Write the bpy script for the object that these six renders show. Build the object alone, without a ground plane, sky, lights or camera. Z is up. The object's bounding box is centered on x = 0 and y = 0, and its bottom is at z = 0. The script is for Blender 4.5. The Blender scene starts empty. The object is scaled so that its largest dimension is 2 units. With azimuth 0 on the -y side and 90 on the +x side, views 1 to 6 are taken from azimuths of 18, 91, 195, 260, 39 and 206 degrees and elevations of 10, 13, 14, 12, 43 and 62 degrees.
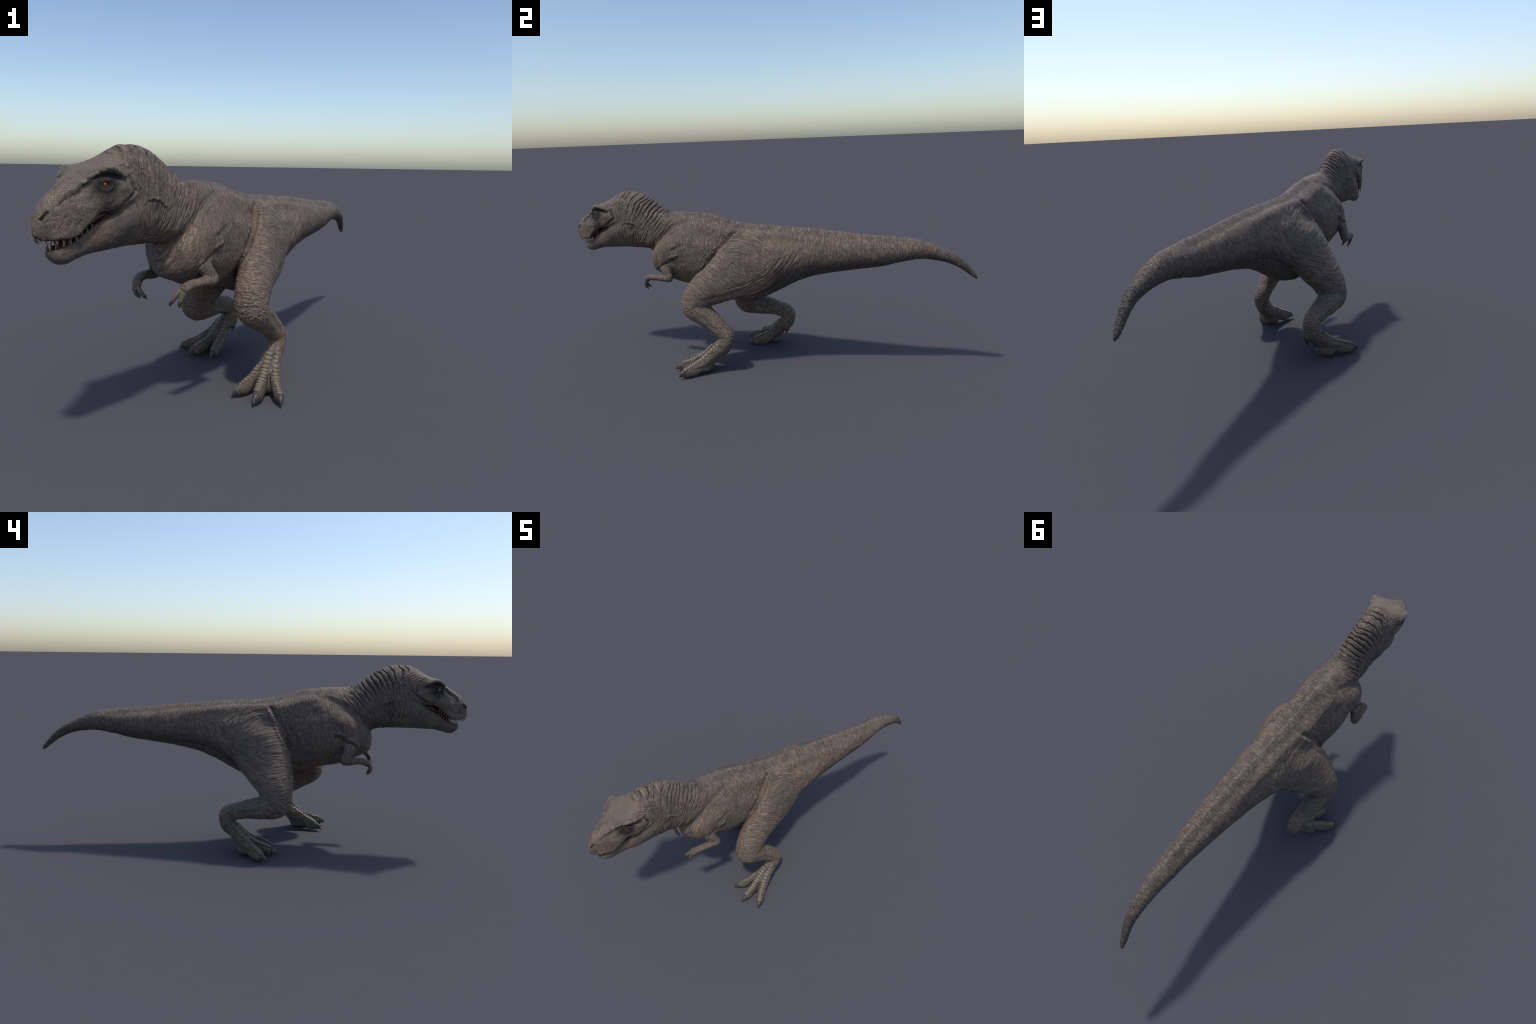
# A striding predatory dinosaur, built from lofted anatomy that is fused into one
# smooth skin, sculpted with folds and creases, and then split into named body parts.
import bpy, bmesh, math
import numpy as np
from mathutils import Vector, Matrix
from mathutils.kdtree import KDTree

VOXEL = 0.0023
rng = np.random.default_rng(7)

# =====================================================================
#  frame: s runs from snout (-) to tail (+), l to the animal's left, z up
# =====================================================================
YAW = math.radians(13.8)
BK = np.array([math.sin(YAW), math.cos(YAW), 0.0])
LF = np.array([math.cos(YAW), -math.sin(YAW), 0.0])
ORG = np.array([0.045, 0.0, 0.0])

def world(p):
    p = np.asarray(p, float)
    return ORG + p[..., 0:1] * BK + p[..., 1:2] * LF + p[..., 2:3] * np.array([0, 0, 1.0])

def local(w):
    d = np.asarray(w, float) - ORG
    return np.stack([d @ BK, d @ LF, d[..., 2]], -1)

# ---------------------------------------------------------------- curves
def curve(t, T, Y):
    """Smooth curve through the rows of Y given at parameters T, evaluated at t."""
    T = np.asarray(T, float); Y = np.asarray(Y, float)
    if Y.ndim == 1:
        return curve(t, T, Y[:, None])[:, 0]
    d = (Y[1:] - Y[:-1]) / (T[1:] - T[:-1])[:, None]
    m = np.empty_like(Y); m[0] = d[0]; m[-1] = d[-1]
    w = ((T[1:-1] - T[:-2]) / (T[2:] - T[:-2]))[:, None]
    m[1:-1] = d[:-1] * (1 - w) + d[1:] * w
    lim = 3 * np.minimum(abs(d[:-1]), abs(d[1:]))
    m[1:-1] = np.where(d[:-1] * d[1:] > 0, np.clip(m[1:-1], -lim, lim), m[1:-1] * 0.35)
    t = np.clip(t, T[0], T[-1])
    k = np.clip(np.searchsorted(T, t, side='right') - 1, 0, len(T) - 2)
    h = (T[k + 1] - T[k])[:, None]; x = (t - T[k])[:, None] / h
    return ((2*x**3 - 3*x**2 + 1) * Y[k] + (x**3 - 2*x**2 + x) * h * m[k]
            + (-2*x**3 + 3*x**2) * Y[k + 1] + (x**3 - x**2) * h * m[k + 1])

def smooth(a, b, x):
    t = np.clip((x - a) / (b - a), 0, 1)
    return t * t * (3 - 2 * t)

# the spine is straight from snout to hip and bends a little along the tail
MID_S = [-1.1, -.78, -.5, -.2, 0, .2, .4, .6, .7, .8, .88, .94, .985, 1.03]
MID_L = [.004, .003, .008, .004, .008, .015, .018, .017, .009, .004, .000, -.009, -.021, -.031]
def mid(s):
    return curve(np.atleast_1d(s), MID_S, MID_L)

def loft(st, n=96, step=.006):
    """Cross-sections (s, top, bottom, half width, height of the widest point,
    roundness above, roundness below) -> closed grid of rings."""
    st = np.asarray(st, float); S = st[:, 0]
    m = max(24, int((S[-1] - S[0]) / step))
    s = S[0] + (S[-1] - S[0]) * np.arange(m + 1) / m
    q = curve(s, S, st[:, 1:])
    zt, zb, w, zw, pu, pl = [q[:, i:i + 1] for i in range(6)]
    a = (np.arange(n) / n * 2 * np.pi)[None, :]
    sn, cs = np.sin(a), np.cos(a)
    up = cs >= 0
    p = np.where(up, pu, pl); hh = np.where(up, zt - zw, zw - zb)
    l = w * np.sign(sn) * np.abs(sn) ** (2 / p)
    z = zw + hh * np.sign(cs) * np.abs(cs) ** (2 / p)
    G = np.stack([np.broadcast_to(s[:, None], l.shape), l + mid(s)[:, None], z], -1)
    return G, np.broadcast_to(s[:, None], l.shape)

def tube(nodes, n=48, sub=10, ref=(0, 1, 0), par=None):
    """Limb: nodes (s, l, z, radius in the sagittal plane, lateral radius)."""
    nd = np.asarray(nodes, float)
    T = np.r_[0, np.cumsum(np.linalg.norm(np.diff(nd[:, :3], axis=0), axis=1))]
    u = np.arange((len(nd) - 1) * sub + 1) / sub
    t = np.interp(u, np.arange(len(nd)), T)
    q = curve(t, T, nd); c = q[:, :3]
    tg = np.gradient(c, axis=0); tg /= np.linalg.norm(tg, axis=1)[:, None]
    r = np.asarray(ref, float)
    L = r[None] - (tg @ r)[:, None] * tg; L /= np.linalg.norm(L, axis=1)[:, None]
    N = np.cross(L, tg)
    # rounded ends
    def cap(c0, d, r1, r2, N0, L0):
        rings = []
        for f in (.35, .7, .92):
            k = math.sqrt(1 - f * f); h = min(r1, r2) * .8
            rings.append((c0 + d * h * f, r1 * k, r2 * k, N0, L0))
        return rings
    rows = [x for x in cap(c[0], -tg[0], q[0, 3], q[0, 4], N[0], L[0])][::-1]
    rows += [(c[i], q[i, 3], q[i, 4], N[i], L[i]) for i in range(len(c))]
    rows += cap(c[-1], tg[-1], q[-1, 3], q[-1, 4], N[-1], L[-1])
    a = (np.arange(n) / n * 2 * np.pi)[:, None]
    G = np.array([r0 + np.cos(a) * N0 * r1 + np.sin(a) * L0 * r2 for r0, r1, r2, N0, L0 in rows])
    uu = np.r_[[0, 0, 0], u, [u[-1]] * 3]
    return G, np.broadcast_to(uu[:, None], G.shape[:2])

# =====================================================================
#  ANATOMY
# =====================================================================
TRUNK = [   # torso and tail:  s, top, bottom, half width, widest at, roundness up/down
    [-.595, .545, .492, .014, .520, 2, 2], [-.585, .575, .470, .043, .530, 2, 2],
    [-.568, .602, .456, .076, .540, 2, 2], [-.540, .632, .444, .105, .552, 2, 2],
    [-.50, .668, .428, .117, .562, 2, 2.1], [-.45, .705, .405, .120, .578, 2, 2.1],
    [-.38, .738, .391, .127, .586, 1.9, 2.1], [-.30, .757, .381, .124, .580, 1.8, 2.1],
    [-.20, .733, .345, .114, .556, 1.85, 2.1], [-.12, .713, .318, .112, .54, 1.95, 2.1], [-.06, .704, .314, .112, .535, 1.95, 2.05],
    [0, .699, .330, .113, .53, 1.95, 2.0], [.08, .695, .368, .112, .54, 1.9, 2.0],
    [.16, .690, .412, .104, .550, 1.9, 2.0], [.24, .683, .445, .092, .562, 1.9, 2.0],
    [.34, .674, .469, .081, .570, 1.9, 2.0], [.46, .660, .488, .067, .573, 1.9, 2],
    [.58, .649, .505, .055, .577, 1.9, 2], [.68, .643, .528, .047, .586, 1.95, 2],
    [.76, .636, .542, .040, .590, 2, 2], [.82, .616, .538, .034, .578, 2, 2],
    [.88, .586, .526, .028, .557, 2, 2], [.94, .549, .499, .022, .524, 2, 2],
    [.985, .506, .465, .017, .486, 2, 2], [1.01, .474, .447, .012, .461, 2, 2],
    [1.022, .455, .443, .005, .449, 2, 2]]
NECK = [
    [-.80, .848, .590, .066, .765, 2, 2.2], [-.74, .872, .580, .073, .740, 1.95, 2.4],
    [-.68, .874, .580, .076, .705, 1.85, 2.4], [-.62, .856, .577, .077, .660, 1.8, 2.2],
    [-.56, .818, .562, .077, .630, 1.75, 2], [-.50, .780, .545, .086, .615, 1.8, 2],
    [-.42, .769, .53, .096, .620, 2, 2], [-.34, .764, .52, .091, .635, 2, 2],
    [-.25, .744, .51, .070, .643, 2, 2]]
SKULL = [
    [-1.031, .668, .640, .006, .655, 2, 2], [-1.0265, .690, .634, .0145, .658, 2, 2.4],
    [-1.010, .717, .628, .0260, .665, 2.2, 5], [-.976, .748, .626, .040, .672, 2.3, 8],
    [-.943, .768, .630, .0545, .688, 2.4, 8], [-.915, .785, .652, .0650, .722, 2.6, 7],
    [-.89, .803, .671, .075, .758, 3.6, 4.5], [-.865, .816, .683, .086, .772, 5.0, 3],
    [-.84, .822, .686, .090, .765, 4.0, 3], [-.81, .838, .688, .088, .755, 2.6, 2.8], [-.78, .855, .690, .084, .748, 2.1, 2.5],
    [-.74, .867, .68, .080, .742, 2, 2], [-.70, .853, .68, .066, .738, 2, 2]]
JAW = [
    [-.999, .599, .589, .006, .594, 2, 2], [-.988, .603, .575, .018, .592, 4, 2.2],
    [-.955, .613, .559, .030, .594, 6, 2.2], [-.92, .634, .568, .040, .608, 6, 2.2],
    [-.88, .662, .577, .052, .630, 6, 2.2], [-.84, .686, .579, .069, .650, 3, 2.2],
    [-.79, .725, .581, .080, .672, 2.5, 2.1], [-.74, .76, .581, .084, .690, 2, 2],
    [-.68, .76, .580, .080, .680, 2, 2]]
LEFT_LEG = [
    [.03, .052, .590, .120, .055], [-.03, .084, .535, .155, .062], [-.113, .114, .480, .138, .066],
    [-.202, .143, .431, .102, .066], [-.278, .171, .382, .080, .064], [-.314, .187, .328, .064, .059],
    [-.261, .190, .282, .054, .052], [-.19, .195, .227, .043, .042], [-.145, .198, .172, .040, .036],
    [-.167, .203, .133, .039, .034], [-.208, .210, .095, .036, .036], [-.240, .216, .064, .040, .042],
    [-.256, .222, .044, .034, .040]]
RIGHT_LEG = [
    [.01, -.042, .595, .110, .052], [-.03, -.074, .525, .132, .064], [-.075, -.104, .455, .132, .068],
    [-.113, -.133, .380, .112, .073], [-.141, -.167, .306, .084, .075], [-.149, -.187, .240, .063, .066],
    [-.075, -.190, .222, .054, .054], [.012, -.187, .208, .042, .044], [.083, -.181, .175, .040, .036],
    [.080, -.179, .142, .038, .036], [.036, -.186, .100, .036, .037], [.004, -.199, .066, .038, .042],
    [-.012, -.206, .044, .034, .040]]
LEFT_ARM = [
    [-.500, .072, .535, .046, .040], [-.490, .103, .505, .033, .027], [-.472, .120, .465, .023, .022],
    [-.462, .128, .447, .021, .020], [-.490, .124, .445, .018, .019], [-.535, .120, .446, .016, .019],
    [-.572, .118, .445, .016, .018], [-.590, .110, .436, .013, .020]]
RIGHT_ARM = [
    [-.495, -.072, .535, .046, .040], [-.482, -.104, .503, .033, .027], [-.464, -.123, .460, .023, .022],
    [-.455, -.132, .440, .021, .020], [-.480, -.131, .438, .018, .019], [-.517, -.127, .440, .016, .019],
    [-.552, -.121, .433, .016, .018], [-.570, -.112, .420, .013, .018]]
FINGERS = {
    'left_arm': [[[-.588, .105, .436, .011, .011], [-.606, .094, .418, .0085, .0085], [-.612, .082, .402, .008, .008], [-.607, .070, .389, .007, .007]],
                 [[-.585, .115, .434, .011, .011], [-.600, .113, .415, .0085, .0085], [-.605, .108, .400, .008, .008], [-.602, .101, .388, .007, .007]]],
    'right_arm': [[[-.566, -.116, .424, .011, .011], [-.578, -.116, .408, .0085, .0085], [-.580, -.111, .394, .008, .008], [-.573, -.106, .382, .007, .007]],
                  [[-.566, -.108, .424, .011, .011], [-.578, -.096, .408, .0085, .0085], [-.581, -.083, .396, .008, .008], [-.577, -.074, .385, .007, .007]]]}
FINGER_TIP = {'left_arm': [(-.600, .056, .373), (-.597, .096, .373)],
              'right_arm': [(-.562, -.103, .368), (-.568, -.068, .371)]}
# ridge line along the top of each toe (s, l, z of the top): inner, middle, outer
TOES = {
    'left_leg': [[(-.215, .200, .125), (-.255, .193, .098), (-.292, .184, .075), (-.327, .174, .058), (-.353, .163, .043)],
                 [(-.204, .209, .148), (-.240, .214, .112), (-.285, .225, .080), (-.325, .236, .062), (-.372, .249, .050)],
                 [(-.186, .225, .146), (-.220, .237, .113), (-.262, .260, .080), (-.297, .288, .060), (-.330, .318, .044)]],
    'right_leg': [[(.030, -.168, .125), (.000, -.160, .098), (-.038, -.152, .072), (-.075, -.145, .056), (-.105, -.136, .041)],
                  [(.045, -.186, .146), (.010, -.195, .108), (-.036, -.204, .076), (-.080, -.213, .060), (-.127, -.224, .047)],
                  [(.052, -.205, .142), (.018, -.222, .108), (-.022, -.244, .080), (-.055, -.272, .060), (-.086, -.305, .043)]]}
TOE_TIP = {'left_leg': [(-.380, .148, .004), (-.403, .254, .010), (-.352, .337, .006)],
           'right_leg': [(-.130, -.130, .003), (-.157, -.233, .008), (-.109, -.319, .005)]}
DEW = {'left_leg': ([[-.150, .176, .140, .016, .014], [-.150, .168, .112, .014, .013], [-.158, .168, .092, .011, .010]], (-.176, .176, .064)),
       'right_leg': ([[.082, -.160, .148, .016, .014], [.086, -.152, .122, .014, .013], [.082, -.156, .097, .011, .010]], (.069, -.158, .068))}

def toe_nodes(line):
    """Tube under a toe's ridge line: it reaches from the ridge down to the ground."""
    out = []
    a, b = np.array(line[-2]), np.array(line[-1])
    line = list(line[:-1]) + [tuple(b + (a - b) / np.linalg.norm(a - b) * .009)]
    for i, (s, l, z) in enumerate(line):
        f = i / (len(line) - 1)
        r = min(z * .5, .030) if f > .3 else .026
        out.append([s, l, max(z - r, r * .98), r, .021 - .004 * f if f > .2 else .016])
    return out

pieces = []          # (label, grid, parameter)
for name, st in (('trunk', TRUNK), ('neck', NECK), ('skull', SKULL), ('jaw', JAW)):
    pieces.append((name,) + loft(st))
for name, nd in (('left_leg', LEFT_LEG), ('right_leg', RIGHT_LEG), ('left_arm', LEFT_ARM), ('right_arm', RIGHT_ARM)):
    pieces.append((name,) + tube(nd))
for leg in TOES:
    for line in TOES[leg]:
        g, u = tube(toe_nodes(line), n=32)
        pieces.append((leg, g, u * 0 + 20))
    g, u = tube(DEW[leg][0], n=24)
    pieces.append((leg, g, u * 0 + 20))
# fleshy pads under the foot
def ball(c, r, n=32):
    th = np.linspace(.02, math.pi - .02, n // 2)[:, None]; ph = (np.arange(n) / n * 2 * np.pi)[None]
    g = np.stack([np.sin(th) * np.cos(ph) * r[0], np.sin(th) * np.sin(ph) * r[1], np.cos(th) * r[2] + 0 * ph], -1)
    return g + np.asarray(c, float), np.zeros(g.shape[:2])
for leg, c, r in (('left_leg', (-.262, .226, .028), (.044, .050, .030)), ('left_leg', (-.236, .216, .042), (.026, .034, .034)),
                  ('right_leg', (-.008, -.207, .028), (.042, .048, .030)), ('right_leg', (.014, -.200, .042), (.026, .034, .034))):
    g, u = ball(c, r); pieces.append((leg, g, u + 20))
for arm in FINGERS:
    for f in FINGERS[arm]:
        g, u = tube(f, n=24); pieces.append((arm, g, u * 0 + 20))

# ---------------------------------------------------------------- fuse
def grid_mesh(name, grids):
    verts, faces, base = [], [], 0
    for G in grids:
        m, n, _ = G.shape
        V = G.reshape(-1, 3)
        i = np.arange(m - 1)[:, None] * n; j = np.arange(n)[None]; j2 = (j + 1) % n
        q = np.stack([i + j, i + j2, i + n + j2, i + n + j], -1).reshape(-1, 4)
        c = G[:, :].mean(1)[m // 2]
        a, b, d = V[q[:, 0]], V[q[:, 1]], V[q[:, 3]]
        cen = G.mean(1); nrm = np.cross(b - a, d - a)
        ring = np.repeat(np.arange(m - 1), n)
        flip = ((a - cen[ring]) * nrm).sum() < 0
        fs = q[:, ::-1] if flip else q
        caps = [list(range(n)), list(range((m - 1) * n, m * n))]
        caps = [caps[0][::-1], caps[1]] if not flip else [caps[0], caps[1][::-1]]
        faces += (fs + base).tolist()
        faces += [[x + base for x in cp] for cp in caps]
        verts.append(V); base += len(V)
    me = bpy.data.meshes.new(name)
    me.from_pydata(np.vstack(verts).tolist(), [], faces)
    return me

src = grid_mesh('source', [world(g) for _, g, _ in pieces])
ob = bpy.data.objects.new('source', src)
bpy.context.scene.collection.objects.link(ob)
md = ob.modifiers.new('fuse', 'REMESH'); md.mode = 'VOXEL'; md.voxel_size = VOXEL; md.use_smooth_shade = True
dg = bpy.context.evaluated_depsgraph_get()
fused = bpy.data.meshes.new_from_object(ob.evaluated_get(dg))
bpy.data.objects.remove(ob)

nv = len(fused.vertices)
co = np.empty(nv * 3, np.float32); fused.vertices.foreach_get('co', co); co = co.reshape(-1, 3).astype(float)
nl = len(fused.loops); npoly = len(fused.polygons)
lv = np.empty(nl, np.int32); fused.loops.foreach_get('vertex_index', lv)
ls = np.empty(npoly, np.int32); fused.polygons.foreach_get('loop_start', ls)
lt = np.empty(npoly, np.int32); fused.polygons.foreach_get('loop_total', lt)
ne = len(fused.edges); ed = np.empty(ne * 2, np.int32); fused.edges.foreach_get('vertices', ed); ed = ed.reshape(-1, 2)
P = local(co)
deg = np.bincount(ed.ravel(), minlength=nv).astype(float)[:, None]

def average(X):
    A = np.zeros_like(X)
    for k in range(X.shape[1]):
        A[:, k] = np.bincount(ed[:, 0], X[ed[:, 1], k], nv) + np.bincount(ed[:, 1], X[ed[:, 0], k], nv)
    return A / np.maximum(deg, 1)

def relax(X, times, mask=None):
    for i in range(times):
        for lam in (.6, -.62):
            d = (average(X) - X) * lam
            X = X + (d if mask is None else d * mask)
    return X

def blend(X, times, mask):
    for i in range(times):
        X = X + (average(X) - X) * .8 * mask
    return X

# which source piece every vertex came from
lab, par, pts = [], [], []
for name, g, u in pieces:
    pts.append(g.reshape(-1, 3)); par.append(np.asarray(u).ravel()); lab += [name] * g.shape[0] * g.shape[1]
pts = np.vstack(pts); par = np.concatenate(par); lab = np.array(lab)
kd = KDTree(len(pts))
for i, p in enumerate(pts):
    kd.insert(p, i)
kd.balance()
near = np.fromiter((kd.find(p)[1] for p in P), int, nv)
vlab, vpar = lab[near], par[near]

def seg_dist(X, pl):
    """Distance from X to a polyline, and the fraction of its length."""
    pl = np.asarray(pl, float); best = np.full(len(X), 9.); fr = np.zeros(len(X))
    L = np.r_[0, np.cumsum(np.linalg.norm(np.diff(pl, axis=0), axis=1))]
    for i in range(len(pl) - 1):
        a, b = pl[i], pl[i + 1]; d = b - a
        t = np.clip(((X - a) @ d) / (d @ d), 0, 1)
        r = np.linalg.norm(X - a - t[:, None] * d, axis=1)
        k = r < best; best[k] = r[k]; fr[k] = (L[i] + t[k] * (L[i + 1] - L[i])) / L[-1]
    return best, fr

# soften the joins: groin, armpit, neck root, cheeks
m = np.zeros(nv)
for pl, r in (([(-.10, .06, .66), (-.20, .105, .56), (-.27, .11, .48)], .03), ([(-.10, -.06, .66), (-.19, -.11, .54), (-.22, -.12, .40)], .03),
              ([(.10, .10, .66), (.15, .11, .58), (.10, .11, .48), (.0, .10, .40), (-.12, .09, .35)], .085), ([(.10, -.09, .66), (.15, -.09, .58), (.10, -.10, .48), (.02, -.09, .38), (-.05, -.09, .30)], .085),
              ([(-.02, -.04, .33), (-.06, -.08, .305), (-.10, -.11, .30)], .055), ([(-.09, .05, .315), (-.13, .09, .325)], .05), ([(.05, .07, .70), (.18, .08, .64)], .06), ([(.05, -.06, .70), (.18, -.06, .64)], .06),
              ([(-.48, .10, .52)], .035), ([(-.48, -.10, .52)], .035),
              ([(-.59, .03, .57), (-.50, .07, .66), (-.40, .07, .72)], .03), ([(-.59, -.03, .57), (-.50, -.06, .66), (-.40, -.06, .72)], .03),
              ([(-.74, .08, .72), (-.74, .08, .62), (-.70, .04, .585)], .06), ([(-.74, -.08, .72), (-.74, -.08, .62), (-.70, -.04, .585)], .06),
              ([(-.78, .05, .86), (-.78, .08, .80)], .04), ([(-.78, -.05, .86), (-.78, -.08, .80)], .04)):
    pl = np.array(pl if len(pl) > 1 else pl + [np.add(pl[0], .001)])
    d, _ = seg_dist(P, pl); m = np.maximum(m, 1 - smooth(r * .5, r * 1.3, d))
P = relax(P, 3)
P = blend(P, 90, m[:, None])
P = blend(P, 6, np.where(vlab == 'jaw', .3, .6)[:, None])

# =====================================================================
#  SCULPTING: folds, creases and swellings pushed along the surface normal
# =====================================================================
def vertex_normals():
    fused.vertices.foreach_set('co', world(P).astype(np.float32).ravel()); fused.update()
    n = np.empty(nv * 3, np.float32); fused.vertex_normals.foreach_get('vector', n)
    n = n.reshape(-1, 3).astype(float)
    return np.stack([n @ BK, n @ LF, n[:, 2]], -1)

def gnoise(X, seed=0):
    """Gradient noise in about -1..1."""
    I = np.floor(X).astype(np.int64); F = X - I
    U = F * F * F * (F * (F * 6 - 15) + 10)
    out = np.zeros(len(X))
    for dx in (0, 1):
        for dy in (0, 1):
            for dz in (0, 1):
                h = (I[:, 0] + dx) * 374761393 + (I[:, 1] + dy) * 668265263 + (I[:, 2] + dz) * 2147483647 + seed * 974711
                h = (h ^ (h >> 13)) * 1274126177; h ^= h >> 16
                a = (h & 1023) / 1023 * 2 * np.pi; c = ((h >> 10) & 1023) / 1023 * 2 - 1
                r = np.sqrt(1 - c * c)
                g = r * np.cos(a) * (F[:, 0] - dx) + r * np.sin(a) * (F[:, 1] - dy) + c * (F[:, 2] - dz)
                w = (U[:, 0] if dx else 1 - U[:, 0]) * (U[:, 1] if dy else 1 - U[:, 1]) * (U[:, 2] if dz else 1 - U[:, 2])
                out += g * w
    return out * 1.5

disp = np.zeros(nv)
kp = KDTree(nv)
for i_ in range(nv):
    kp.insert(P[i_], i_)
kp.balance()
def snap(q):
    return np.array([P[kp.find(x)[1]] for x in q])
def stroke(pl, r, h, both=True, ends=.18, kind='round', wob=0.0):
    """Raise (h>0) or sink (h<0) the skin along a polyline of local points."""
    for sg in ((1, -1) if both else (1,)):
        q = np.asarray(pl, float) * np.array([1, sg, 1])
        if len(q) > 2:
            T = np.r_[0, np.cumsum(np.linalg.norm(np.diff(q, axis=0), axis=1))]
            q = curve(np.linspace(0, T[-1], 4 * len(q)), T, q)
        q = snap(q)
        lo, hi = q.min(0) - r * 2.2, q.max(0) + r * 2.2
        k = np.where(((P > lo) & (P < hi)).all(1))[0]
        if not len(k):
            continue
        X = P[k]
        if wob:
            X = X + wob * np.stack([gnoise(X * 60, 5), gnoise(X * 60, 6), gnoise(X * 60, 7)], -1)
        d, f = seg_dist(X, q); x = d / r
        e = smooth(0, ends, f) * smooth(0, ends, 1 - f) if ends > 0 else 1.0
        if kind == 'round':
            w = np.where(x < 1, (1 - np.minimum(x, 1) ** 2) ** 2, 0)
        elif kind == 'crease':      # narrow cut with a raised lip on both sides
            w = np.exp(-(x * 2.2) ** 2) - .45 * np.exp(-((x - 1.05) * 2.4) ** 2)
        disp[k] += h * w * e

def push(c, r, h, both=True):
    for sg in ((1, -1) if both else (1,)):
        x = np.linalg.norm((P - np.array(c) * [1, sg, 1]) / np.asarray(r, float), axis=1)
        disp[:] += h * np.where(x < 1, (1 - np.minimum(x, 1) ** 2) ** 2, 0)

def apply_sculpt():
    global P
    P = P + vertex_normals() * disp[:, None]
    disp[:] = 0

def soft(mask, n=12):
    x = mask.astype(float)[:, None]
    for i in range(n):
        x = x * .3 + average(x) * .7
    return x[:, 0]

s_, l_, z_ = P[:, 0].copy(), P[:, 1].copy(), P[:, 2].copy()
lr = l_ - mid(s_)
is_trunk = soft(vlab == 'trunk'); is_neck = soft((vlab == 'neck') & (s_ > -.79))
is_leg = soft((vlab == 'left_leg') | (vlab == 'right_leg')); is_arm = soft((vlab == 'left_arm') | (vlab == 'right_arm'))
is_head = soft(((vlab == 'skull') | (vlab == 'jaw')) & (s_ < -.76))

# ---- big forms -------------------------------------------------------
back = smooth(-.55, -.40, s_) * (1 - smooth(.60, .78, s_)) * is_trunk * smooth(.60, .64, z_)
disp += back * .0052 * np.exp(-(lr / .009) ** 2)                                   # spine ridge
disp -= back * .0062 * np.exp(-((abs(lr) - .032) / .016) ** 2)                     # hollow beside it
shelf = smooth(-.42, -.30, s_) * (1 - smooth(.12, .40, s_)) * is_trunk
disp += shelf * .0062 * np.exp(-((z_ - (.676 - .06 * smooth(.0, .5, s_) + .045 * smooth(.12, .35, -s_))) / .016) ** 2) * smooth(.03, .055, abs(lr))
# flank muscles
for sg in (1, -1):
    stroke([(-.36, sg * .10, .665), (-.27, sg * .10, .650), (-.18, sg * .10, .632), (-.12, sg * .095, .625)], .045, -.0060, both=False, ends=.2)
    stroke([(.00, sg * .10, .645), (.10, sg * .10, .640), (.22, sg * .09, .635), (.36, sg * .08, .628)], .040, -.0035, both=False, ends=.25)
for pl in ([(-.275, .240, .365), (-.205, .210, .372), (-.125, .180, .385), (-.050, .150, .405)], [(-.100, -.220, .290), (-.070, -.190, .330), (-.040, -.165, .380), (-.010, -.140, .430)],
           [(-.270, .245, .300), (-.220, .240, .250), (-.172, .232, .202)], [(-.100, -.240, .235), (-.030, -.235, .214), (.050, -.220, .192)],
           [(-.285, .150, .300), (-.232, .155, .248), (-.180, .162, .200)], [(-.110, -.135, .230), (-.040, -.145, .212), (.045, -.150, .190)]):
    stroke(pl, .017, -.0048, both=False, ends=.3)
push((-.33, .12, .50), (.10, .06, .09), .006)
push((-.455, .105, .60), (.07, .05, .075), .008)              # shoulder mass
push((-.50, .095, .535), (.045, .05, .04), .006)
push((-.09, .10, .60), (.07, .06, .06), -.003)
push((.085, .115, .53), (.12, .06, .11), .0085, both=False)      # haunch of the leg swung forward
push((-.05, -.115, .61), (.09, .05, .06), -.006, both=False)
push((-.065, -.055, .325), (.06, .05, .05), .012, both=False)   # web between belly and thigh
push((-.79, .085, .66), (.05, .04, .05), .005)                # jaw muscle
push((-.81, .088, .755), (.028, .03, .018), .004)             # cheek bone
push((-.795, .088, .780), (.020, .02, .010), -.004)           # temple hollow
push((-.925, .055, .70), (.035, .03, .030), .004)             # upper jaw swelling
push((-.69, .070, .685), (.04, .03, .03), -.006)              # neck hollow under the ear
push((-.86, .0, .818), (.05, .05, .02), -.006, both=False)    # dished skull roof
push((-.90, .0, .800), (.03, .03, .02), -.004, both=False)
push((-.95, .0, .77), (.05, .018, .03), -.002, both=False)
apply_sculpt()

# ---- head ------------------------------------------------------------
brow = [(-.972, .036, .735), (-.940, .053, .760), (-.908, .063, .782), (-.885, .075, .797), (-.862, .086, .808), (-.835, .088, .803), (-.800, .085, .795)]
stroke([(-.915, .060, .780), (-.888, .075, .797), (-.862, .090, .810), (-.838, .090, .804), (-.805, .086, .796)], .014, .0075, ends=.22)
stroke([(-.868, .086, .808), (-.852, .088, .808)], .016, .005, ends=0)
stroke([(-.990, .036, .706), (-.966, .043, .727), (-.945, .053, .744), (-.925, .060, .758)], .0055, -.0042, ends=.2, wob=.004)
stroke([(-.955, .049, .736), (-.937, .057, .750), (-.908, .064, .770), (-.890, .070, .780)], .0092, -.0065, ends=.35)
stroke([(-.985, .030, .722), (-.966, .034, .740), (-.937, .048, .763), (-.908, .056, .784)], .010, .0046, ends=.2)
stroke([(-.905, .064, .772), (-.880, .074, .786), (-.855, .084, .790), (-.830, .090, .785), (-.808, .090, .780)], .012, -.0085, ends=.2)
push((-.867, .074, .766), (.027, .03, .022), -.0095)
apply_sculpt()
k = np.where((abs(P[:, 0] + .868) < .004) & (abs(P[:, 2] - .766) < .004) & (P[:, 1] > 0))[0]
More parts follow.
